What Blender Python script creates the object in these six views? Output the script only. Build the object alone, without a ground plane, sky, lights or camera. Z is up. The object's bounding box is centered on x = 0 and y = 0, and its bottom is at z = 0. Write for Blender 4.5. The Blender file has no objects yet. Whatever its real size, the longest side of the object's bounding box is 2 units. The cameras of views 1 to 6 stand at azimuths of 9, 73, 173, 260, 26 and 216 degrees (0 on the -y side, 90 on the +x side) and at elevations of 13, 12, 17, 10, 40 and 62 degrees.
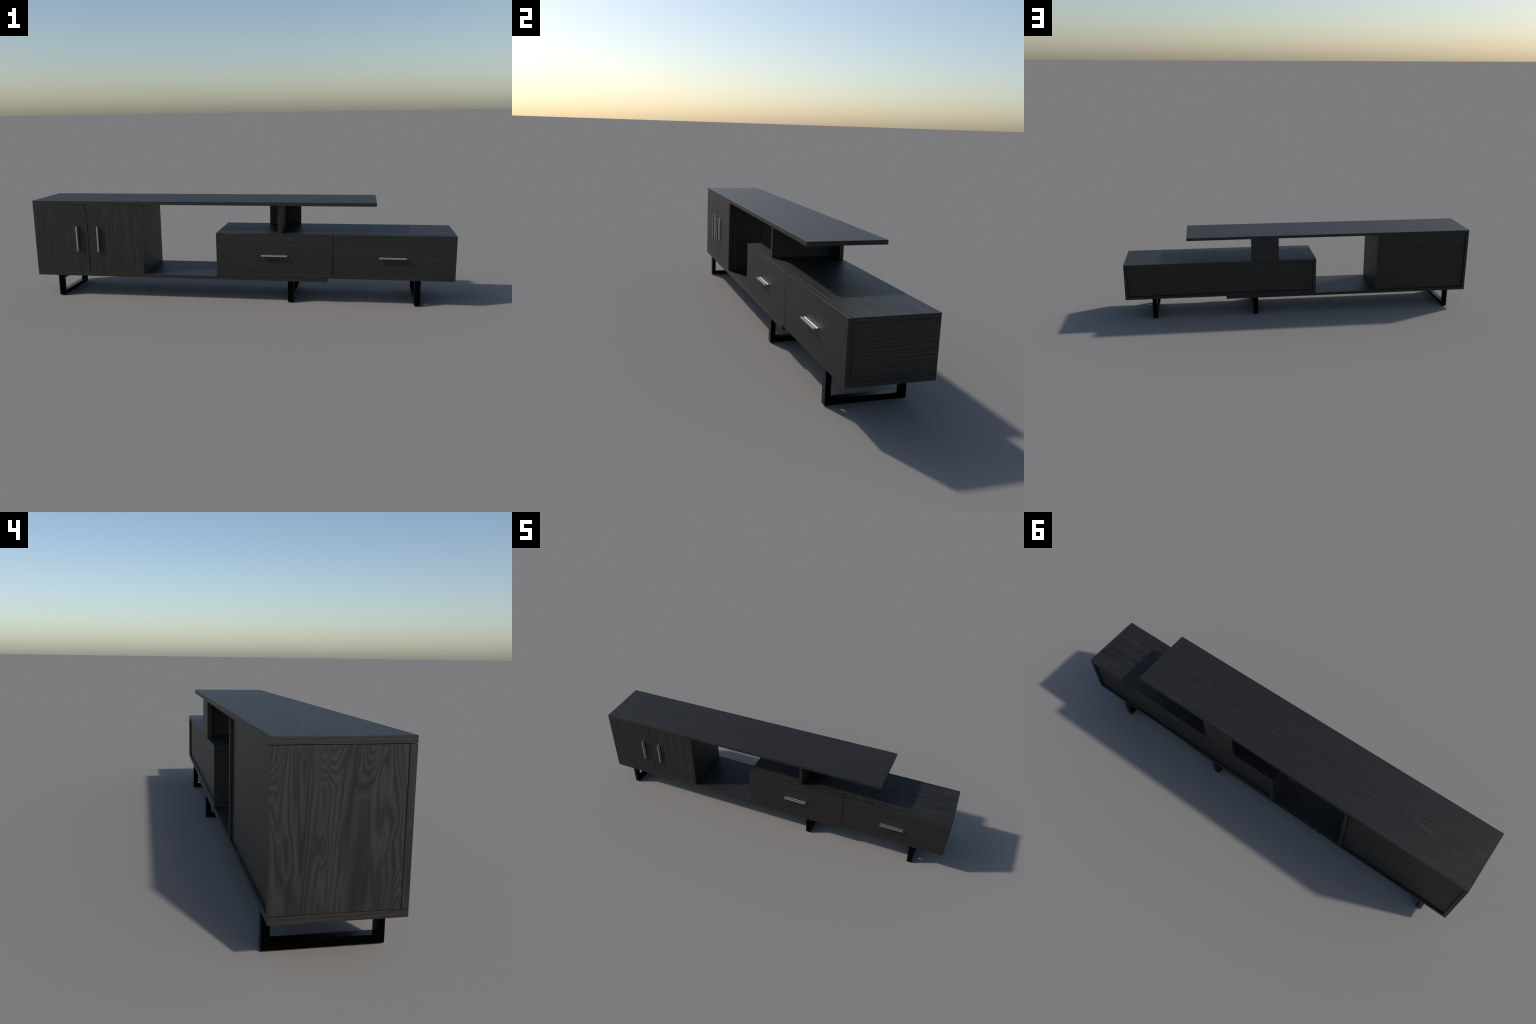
"""Long low media console: dark wood boards, a raised top board, two doors,
two drawers, bar handles and three black rectangular metal leg frames."""
import bpy, bmesh, math, random
from mathutils import Vector

random.seed(7)

# ------------------------------------------------------------------ measures
X_LEFT, X_RIGHT = -1.0, 1.0
Y_FRONT, Y_BACK = -0.1377, 0.1528        # faces of doors / rear edges of boards
FRONT_T = 0.0158                         # thickness of doors and drawer fronts
T = 0.0158                               # thickness of the boards
GAP = 0.0012                             # shadow gap between boards
Y_CASE = Y_FRONT + FRONT_T + GAP         # front edge of the carcass boards
Z_BASE, Z_BASE_TOP = 0.1029, 0.1194      # low board
Z_TOP0, Z_TOP = 0.4566, 0.4725           # raised top board
TOP_END = 0.6461                         # right end of the raised top board
BASE_END = 0.4290                        # right end of the low board
CAB_END = -0.4504                        # right side of the door cabinet
CASE_X0 = -0.0912                        # left side of the drawer case
CASE_Z0, CASE_Z1 = 0.1203, 0.3267        # drawer case, bottom and top
BACK_INSET = 0.0085                      # rear panels sit this far in
DOOR_SPLIT, DRAWER_SPLIT = -0.7258, 0.4540
HANDLE_LEN, HANDLE_H = 0.1225, 0.0079
HANDLE_D = Y_FRONT - (-0.1528)

# ----------------------------------------------------------------- materials
def node(nt, kind, **props):
    n = nt.nodes.new(kind)
    for k, v in props.items():
        setattr(n, k, v)
    return n

def math_node(nt, op, a, b=None, c=None):
    n = node(nt, 'ShaderNodeMath', operation=op)
    for i, v in enumerate((a, b, c)):
        if v is None:
            continue
        if isinstance(v, (int, float)):
            n.inputs[i].default_value = v
        else:
            nt.links.new(v, n.inputs[i])
    return n.outputs[0]

def noise(nt, vec, scale, detail=2.0, rough=0.5, distortion=0.0):
    n = node(nt, 'ShaderNodeTexNoise')
    n.inputs['Scale'].default_value = scale
    n.inputs['Detail'].default_value = detail
    n.inputs['Roughness'].default_value = rough
    n.inputs['Distortion'].default_value = distortion
    nt.links.new(vec, n.inputs['Vector'])
    return n.outputs[0]

def scaled(nt, vec, s):
    n = node(nt, 'ShaderNodeVectorMath', operation='MULTIPLY')
    nt.links.new(vec, n.inputs[0])
    n.inputs[1].default_value = s
    return n.outputs[0]

WOOD_DARK = (0.0052, 0.0043, 0.0035)
WOOD_MID = (0.0152, 0.0133, 0.0112)
WOOD_LIGHT = (0.0292, 0.0265, 0.0232)

# length of the arches (1/m), ring pitch (1/m), how many rings close into
# arches, how much the straight runs bend, unevenness of the rings, contrast
PLAIN = [dict(length=1.3, pitch=88.0, arches=30.0, bend=5.0, uneven=2.8, contrast=0.42),
         dict(length=2.2, pitch=100.0, arches=16.0, bend=4.0, uneven=2.6, contrast=0.50),
         dict(length=1.9, pitch=52.0, arches=34.0, bend=10.0, uneven=4.0, contrast=0.50)]
BOLD = [dict(length=2.8, pitch=62.0, arches=72.0, bend=8.0, uneven=3.4, contrast=0.70),
        dict(length=2.2, pitch=100.0, arches=16.0, bend=4.0, uneven=2.6, contrast=0.50),
        dict(length=2.7, pitch=38.0, arches=60.0, bend=13.0, uneven=4.6, contrast=0.80)]

def wood_material(name, axis, look):
    """Stained wood; annual rings as contour lines of a noise field stretched
    along the grain, which gives arches, islands and straight runs."""
    m = bpy.data.materials.new(name)
    m.use_nodes = True
    nt = m.node_tree
    bsdf = nt.nodes['Principled BSDF']
    tc = node(nt, 'ShaderNodeTexCoord')
    info = node(nt, 'ShaderNodeObjectInfo')
    shift = node(nt, 'ShaderNodeCombineXYZ')
    for i, k in enumerate((37.0, 53.0, 71.0)):
        nt.links.new(math_node(nt, 'MULTIPLY', info.outputs['Random'], k), shift.inputs[i])
    add = node(nt, 'ShaderNodeVectorMath', operation='ADD')
    nt.links.new(tc.outputs['Object'], add.inputs[0])
    nt.links.new(shift.outputs[0], add.inputs[1])
    sep = node(nt, 'ShaderNodeSeparateXYZ')
    nt.links.new(add.outputs[0], sep.inputs[0])
    others = [i for i in range(3) if i != axis]
    comb = node(nt, 'ShaderNodeCombineXYZ')       # (along, across, depth)
    nt.links.new(sep.outputs[axis], comb.inputs[0])
    nt.links.new(sep.outputs[others[0]], comb.inputs[1])
    nt.links.new(sep.outputs[others[1]], comb.inputs[2])
    p = comb.outputs[0]
    across = math_node(nt, 'ADD', sep.outputs[others[0]], sep.outputs[others[1]])

    big = noise(nt, scaled(nt, p, (look['length'], 8.5, 8.5)), 1.0, 1.0, 0.4)
    # the ring field is flat (straight lines) except where the noise peaks or
    # dips: there the lines close into arches and islands
    rise = math_node(nt, 'MAXIMUM', math_node(nt, 'SUBTRACT', big, 0.56), 0.0)
    dip = math_node(nt, 'MAXIMUM', math_node(nt, 'SUBTRACT', 0.44, big), 0.0)
    rise = math_node(nt, 'MULTIPLY', math_node(nt, 'POWER', rise, 1.6), 2.9)
    dip = math_node(nt, 'MULTIPLY', math_node(nt, 'POWER', dip, 1.6), 2.9)
    lens = math_node(nt, 'SUBTRACT', rise, math_node(nt, 'MULTIPLY', dip, 0.7))
    drift = noise(nt, scaled(nt, p, (look['length'] * 0.5, 6.0, 6.0)), 1.0, 1.0)
    uneven = noise(nt, scaled(nt, p, (1.1, 34.0, 34.0)), 1.0, 1.0)
    wobble = noise(nt, scaled(nt, p, (18.0, 60.0, 60.0)), 1.0, 2.0, 0.5)
    phase = math_node(nt, 'MULTIPLY', across, look['pitch'])
    for field, amount in ((lens, look['arches']), (drift, look['bend']), (uneven, look['uneven']), (wobble, 0.8)):
        phase = math_node(nt, 'MULTIPLY_ADD', field, amount, phase)
    fr = math_node(nt, 'FRACT', phase)
    # rings: soft rise, quicker fall
    ring = node(nt, 'ShaderNodeValToRGB')
    cr = ring.color_ramp
    cr.interpolation = 'EASE'
    cr.elements[0].position, cr.elements[0].color = 0.0, (0.15, 0.15, 0.15, 1)
    cr.elements[1].position, cr.elements[1].color = 1.0, (0.15, 0.15, 0.15, 1)
    e = cr.elements.new(0.55); e.color = (0.95, 0.95, 0.95, 1)
    e = cr.elements.new(0.80); e.color = (0.55, 0.55, 0.55, 1)
    nt.links.new(fr, ring.inputs[0])
    # ring strength varies over the board
    strength = noise(nt, scaled(nt, p, (2.3, 14.0, 14.0)), 1.0, 1.0)
    strength = math_node(nt, 'MULTIPLY_ADD', strength, 1.5, 0.0)
    ringv = math_node(nt, 'MULTIPLY', math_node(nt, 'SUBTRACT', ring.outputs[0], 0.55), strength)
    fibre = noise(nt, scaled(nt, p, (14.0, 420.0, 420.0)), 1.0, 3.0, 0.6)
    streak = noise(nt, scaled(nt, p, (1.2, 55.0, 55.0)), 1.0, 2.0, 0.55)
    v = math_node(nt, 'MULTIPLY', ringv, 0.95)
    for field, amount in ((fibre, 0.5), (streak, 0.9)):
        v = math_node(nt, 'MULTIPLY_ADD', math_node(nt, 'SUBTRACT', field, 0.5), amount, v)
    v = math_node(nt, 'MULTIPLY_ADD', v, look['contrast'], 0.5)
    col = node(nt, 'ShaderNodeValToRGB')
    c = col.color_ramp
    c.elements[0].position, c.elements[0].color = 0.0, (*WOOD_DARK, 1)
    c.elements[1].position, c.elements[1].color = 1.0, (*WOOD_LIGHT, 1)
    e = c.elements.new(0.5); e.color = (*WOOD_MID, 1)
    nt.links.new(v, col.inputs[0])
    nt.links.new(col.outputs[0], bsdf.inputs['Base Color'])
    bsdf.inputs['Roughness'].default_value = 0.50
    # the darker late wood is a little more open, so it shines less
    gloss = math_node(nt, 'MULTIPLY_ADD', v, 0.20, 0.32)
    nt.links.new(gloss, bsdf.inputs['Specular IOR Level'])
    nt.links.new(math_node(nt, 'MULTIPLY_ADD', v, -0.05, 0.53), bsdf.inputs['Roughness'])
    bump = node(nt, 'ShaderNodeBump')
    bump.inputs['Strength'].default_value = 0.05
    bump.inputs['Distance'].default_value = 0.001
    nt.links.new(v, bump.inputs['Height'])
    nt.links.new(bump.outputs[0], bsdf.inputs['Normal'])
    return m

def metal_material(name, base, rough, grain=None):
    m = bpy.data.materials.new(name)
    m.use_nodes = True
    nt = m.node_tree
    bsdf = nt.nodes['Principled BSDF']
    bsdf.inputs['Metallic'].default_value = 1.0
    tc = node(nt, 'ShaderNodeTexCoord')
    n = noise(nt, scaled(nt, tc.outputs['Object'], grain or (60, 60, 60)), 1.0, 2.0)
    mr = node(nt, 'ShaderNodeMapRange')
    mr.inputs['To Min'].default_value = rough * 0.97
    mr.inputs['To Max'].default_value = rough * 1.03
    nt.links.new(n, mr.inputs[0])
    nt.links.new(mr.outputs[0], bsdf.inputs['Roughness'])
    mix = node(nt, 'ShaderNodeMix', data_type='RGBA')
    mix.inputs[6].default_value = tuple(b * 0.98 for b in base) + (1,)
    mix.inputs[7].default_value = tuple(min(1, b * 1.02) for b in base) + (1,)
    nt.links.new(n, mix.inputs[0])
    nt.links.new(mix.outputs[2], bsdf.inputs['Base Color'])
    return m

WOOD = [wood_material('dark_wood_grain_' + a, i, PLAIN[i]) for i, a in enumerate('xyz')]
FIGURED = [wood_material('figured_wood_grain_' + a, i, BOLD[i]) for i, a in enumerate('xyz')]
STEEL = metal_material('brushed_steel', (0.58, 0.58, 0.58), 0.26)
BLACK = metal_material('black_metal', (0.006, 0.006, 0.006), 0.22)

# ------------------------------------------------------------------ builders
root = bpy.data.objects.new('tv_stand', None)
root['label'] = 'long low dark wood media console with offset top'
root['category'] = 'tv stand'
root.empty_display_size = 0.2
bpy.context.scene.collection.objects.link(root)

def add_object(name, mesh, location, parent=root):
    ob = bpy.data.objects.new(name, mesh)
    bpy.context.scene.collection.objects.link(ob)
    ob.parent = parent
    # every parent below the root has neither rotation nor scale
    base = Vector(parent.location) if parent is not root else Vector((0, 0, 0))
    ob.location = Vector(location) - base
    return ob

def board(name, x, y, z, grain, wood=WOOD, bevel=0.00035, parent=root):
    """A board between the given x, y, z ranges.  Grain runs along axis
    `grain`; the two end faces take the grain of their own longer side."""
    lo, hi = Vector((x[0], y[0], z[0])), Vector((x[1], y[1], z[1]))
    size, mid = hi - lo, (lo + hi) / 2
    bm = bmesh.new()
    bmesh.ops.create_cube(bm, size=1.0)
    for v in bm.verts:
        v.co = Vector(v.co[i] * size[i] for i in range(3))
    bmesh.ops.bevel(bm, geom=bm.edges[:], offset=bevel, segments=1, affect='EDGES')
    bm.normal_update()
    end_axis = max((i for i in range(3) if i != grain), key=lambda i: size[i])
    for f in bm.faces:
        n = f.normal
        f.material_index = end_axis if abs(n[grain]) > 0.75 else grain
        f.smooth = max(abs(c) for c in n) < 0.999
    me = bpy.data.meshes.new(name)
    bm.to_mesh(me)
    bm.free()
    for m in wood:
        me.materials.append(m)
    return add_object(name, me, mid, parent)

def handle_profile():
    """Half outline (depth from the door, half height): flared foot flowing
    into a thin web that carries a flat front plate."""
    h, d, web = HANDLE_H / 2, HANDLE_D, 0.0016
    foot = h * 0.97
    pts = [(0.0, foot), (0.0008, foot)]
    steps = 8
    for i in range(1, steps + 1):                 # concave foot
        t = i / steps
        pts.append((0.0008 + 0.0068 * t, web + (foot - web) * (1 - t) ** 1.7))
    for i in range(1, 5):                         # concave neck under the plate
        a = math.pi / 2 * i / 4
        pts.append((d - 0.0045 + 0.0016 * math.sin(a), web + 0.0010 * (1 - math.cos(a))))
    pts.append((d - 0.0027, h - 0.0002))
    r = 0.0010                                    # rounded front edges
    for i in range(6):
        a = math.pi / 2 * i / 5
        pts.append((d - r + r * math.sin(a), h - r + r * math.cos(a)))
    out = []
    for p in pts:
        if not out or (Vector(p) - Vector(out[-1])).length > 1e-6:
            out.append(p)
    return out

def handle_mesh(name, vertical):
    half = handle_profile()
    ring = half + [(d, -h) for d, h in reversed(half)]
    bm = bmesh.new()
    rows = []
    for s in (-HANDLE_LEN / 2, HANDLE_LEN / 2):
        rows.append([bm.verts.new((h, -d, s) if vertical else (s, -d, h)) for d, h in ring])
    n = len(ring)
    for i in range(n):
        f = bm.faces.new((rows[0][i], rows[0][(i + 1) % n], rows[1][(i + 1) % n], rows[1][i]))
        f.smooth = True
    bm.faces.new(rows[0][::-1])
    bm.faces.new(rows[1])
    bmesh.ops.recalc_face_normals(bm, faces=bm.faces[:])
    me = bpy.data.meshes.new(name)
    bm.to_mesh(me)
    bm.free()
    me.set_sharp_from_angle(angle=math.radians(32))
    me.materials.append(STEEL)
    return me

def leg_frame(name, x0, x1, top, top_bar):
    """Closed rectangular frame of flat bar lying in the y-z plane."""
    y0, y1 = -0.1318, 0.1453
    bar_f, bar_b, foot = 0.0192, 0.0198, 0.0203
    outer = [(y0, 0.0), (y1, 0.0), (y1, top), (y0, top)]
    inner = [(y0 + bar_f, foot), (y1 - bar_b, foot), (y1 - bar_b, top - top_bar), (y0 + bar_f, top - top_bar)]
    bm = bmesh.new()
    vs = {}
    for s, x in enumerate((x0, x1)):
        for k, loop in enumerate((outer, inner)):
            for i, (y, z) in enumerate(loop):
                vs[s, k, i] = bm.verts.new((x - (x0 + x1) / 2, y, z))
    for i in range(4):
        j = (i + 1) % 4
        bm.faces.new((vs[0, 0, i], vs[0, 0, j], vs[0, 1, j], vs[0, 1, i]))
        bm.faces.new((vs[1, 0, i], vs[1, 1, i], vs[1, 1, j], vs[1, 0, j]))
        bm.faces.new((vs[0, 0, i], vs[1, 0, i], vs[1, 0, j], vs[0, 0, j]))
        bm.faces.new((vs[0, 1, i], vs[0, 1, j], vs[1, 1, j], vs[1, 1, i]))
    bmesh.ops.recalc_face_normals(bm, faces=bm.faces[:])
    edges = [e for e in bm.edges if e.calc_face_angle(0) > 0.5]
    bmesh.ops.bevel(bm, geom=edges, offset=0.0005, segments=1, affect='EDGES')
    me = bpy.data.meshes.new(name)
    bm.to_mesh(me)
    bm.free()
    me.materials.append(BLACK)
    return add_object(name, me, ((x0 + x1) / 2, 0, 0))

# -------------------------------------------------------------- big boards
X, Y, Z = 0, 1, 2
board('top_board', (X_LEFT, TOP_END), (Y_FRONT, Y_BACK), (Z_TOP0, Z_TOP), X)
board('base_board', (X_LEFT, BASE_END), (Y_FRONT, Y_BACK), (Z_BASE, Z_BASE_TOP), X)

# ------------------------------------------------------------- door cabinet
cz = (Z_BASE_TOP + GAP, Z_TOP0 - GAP)
board('side_panel', (X_LEFT, X_LEFT + T), (Y_CASE, Y_BACK), cz, Z, FIGURED)
board('side_panel', (CAB_END - T, CAB_END), (Y_CASE, Y_BACK), cz, Z)
board('back_panel', (X_LEFT + T + GAP, CAB_END - T - GAP),
      (Y_BACK - BACK_INSET - 0.006, Y_BACK - BACK_INSET), (Z_BASE_TOP + 0.0005, Z_TOP0 - 0.0005), X)
fy = (Y_FRONT, Y_FRONT + FRONT_T)
doors = [board('door', (X_LEFT, DOOR_SPLIT - 0.0014), fy, cz, Z),
         board('door', (DOOR_SPLIT + 0.0014, CAB_END), fy, cz, Z)]

# -------------------------------------------------------------- drawer case
board('case_top', (CASE_X0, X_RIGHT), (Y_CASE, Y_BACK), (CASE_Z1 - T, CASE_Z1), X, FIGURED)
board('case_bottom', (CASE_X0, X_RIGHT), (Y_CASE, Y_BACK), (CASE_Z0, CASE_Z0 + T), X)
sz = (CASE_Z0 + T + GAP / 2, CASE_Z1 - T - GAP / 2)
board('side_panel', (CASE_X0, CASE_X0 + T), (Y_CASE, Y_BACK), sz, Y)
board('side_panel', (X_RIGHT - T, X_RIGHT), (Y_CASE, Y_BACK), sz, Y)
board('divider_panel', (DRAWER_SPLIT - T / 2, DRAWER_SPLIT + T / 2),
      (Y_CASE + 0.001, Y_BACK - BACK_INSET - 0.007), sz, Y)
board('back_panel', (CASE_X0 + T + GAP, X_RIGHT - T - GAP),
      (Y_BACK - BACK_INSET - 0.006, Y_BACK - BACK_INSET), (sz[0], sz[1]), X)
dz = (CASE_Z0 + 0.0004, 0.3256)
drawers = [board('drawer_front', (CASE_X0, DRAWER_SPLIT - 0.0013), fy, dz, X),
           board('drawer_front', (DRAWER_SPLIT + 0.0013, X_RIGHT), fy, dz, X)]

# -------------------------------------- post that carries the raised board
pz = (CASE_Z1 + 0.0004, Z_TOP0 - 0.0004)
board('post_back_panel', (0.1274, 0.2836), (Y_BACK - 0.0005 - T, Y_BACK - 0.0005), pz, X)
board('post_fin_panel', (0.1985, 0.2140), (-0.1193, Y_BACK - T - 0.0011), pz, Y)

# ------------------------------------------------------------------ handles
h_up, h_flat = handle_mesh('handle_upright', True), handle_mesh('handle_flat', False)
for door, hx in zip(doors, (-0.7780, -0.6727)):
    add_object('handle', h_up, (hx, Y_FRONT, 0.2893), door)
for drawer, (hx, hz) in zip(drawers, ((0.1840, 0.2248), (0.7229, 0.2241))):
    add_object('handle', h_flat, (hx, Y_FRONT, hz), drawer)

# --------------------------------------------------------------------- legs
leg_frame('leg_frame', -0.8988, -0.8728, Z_BASE - 0.0003, 0.0182)
leg_frame('leg_frame', 0.2460, 0.2730, Z_BASE - 0.0003, 0.0182)
leg_frame('leg_frame', 0.8248, 0.8509, CASE_Z0 - 0.0003, 0.0182)
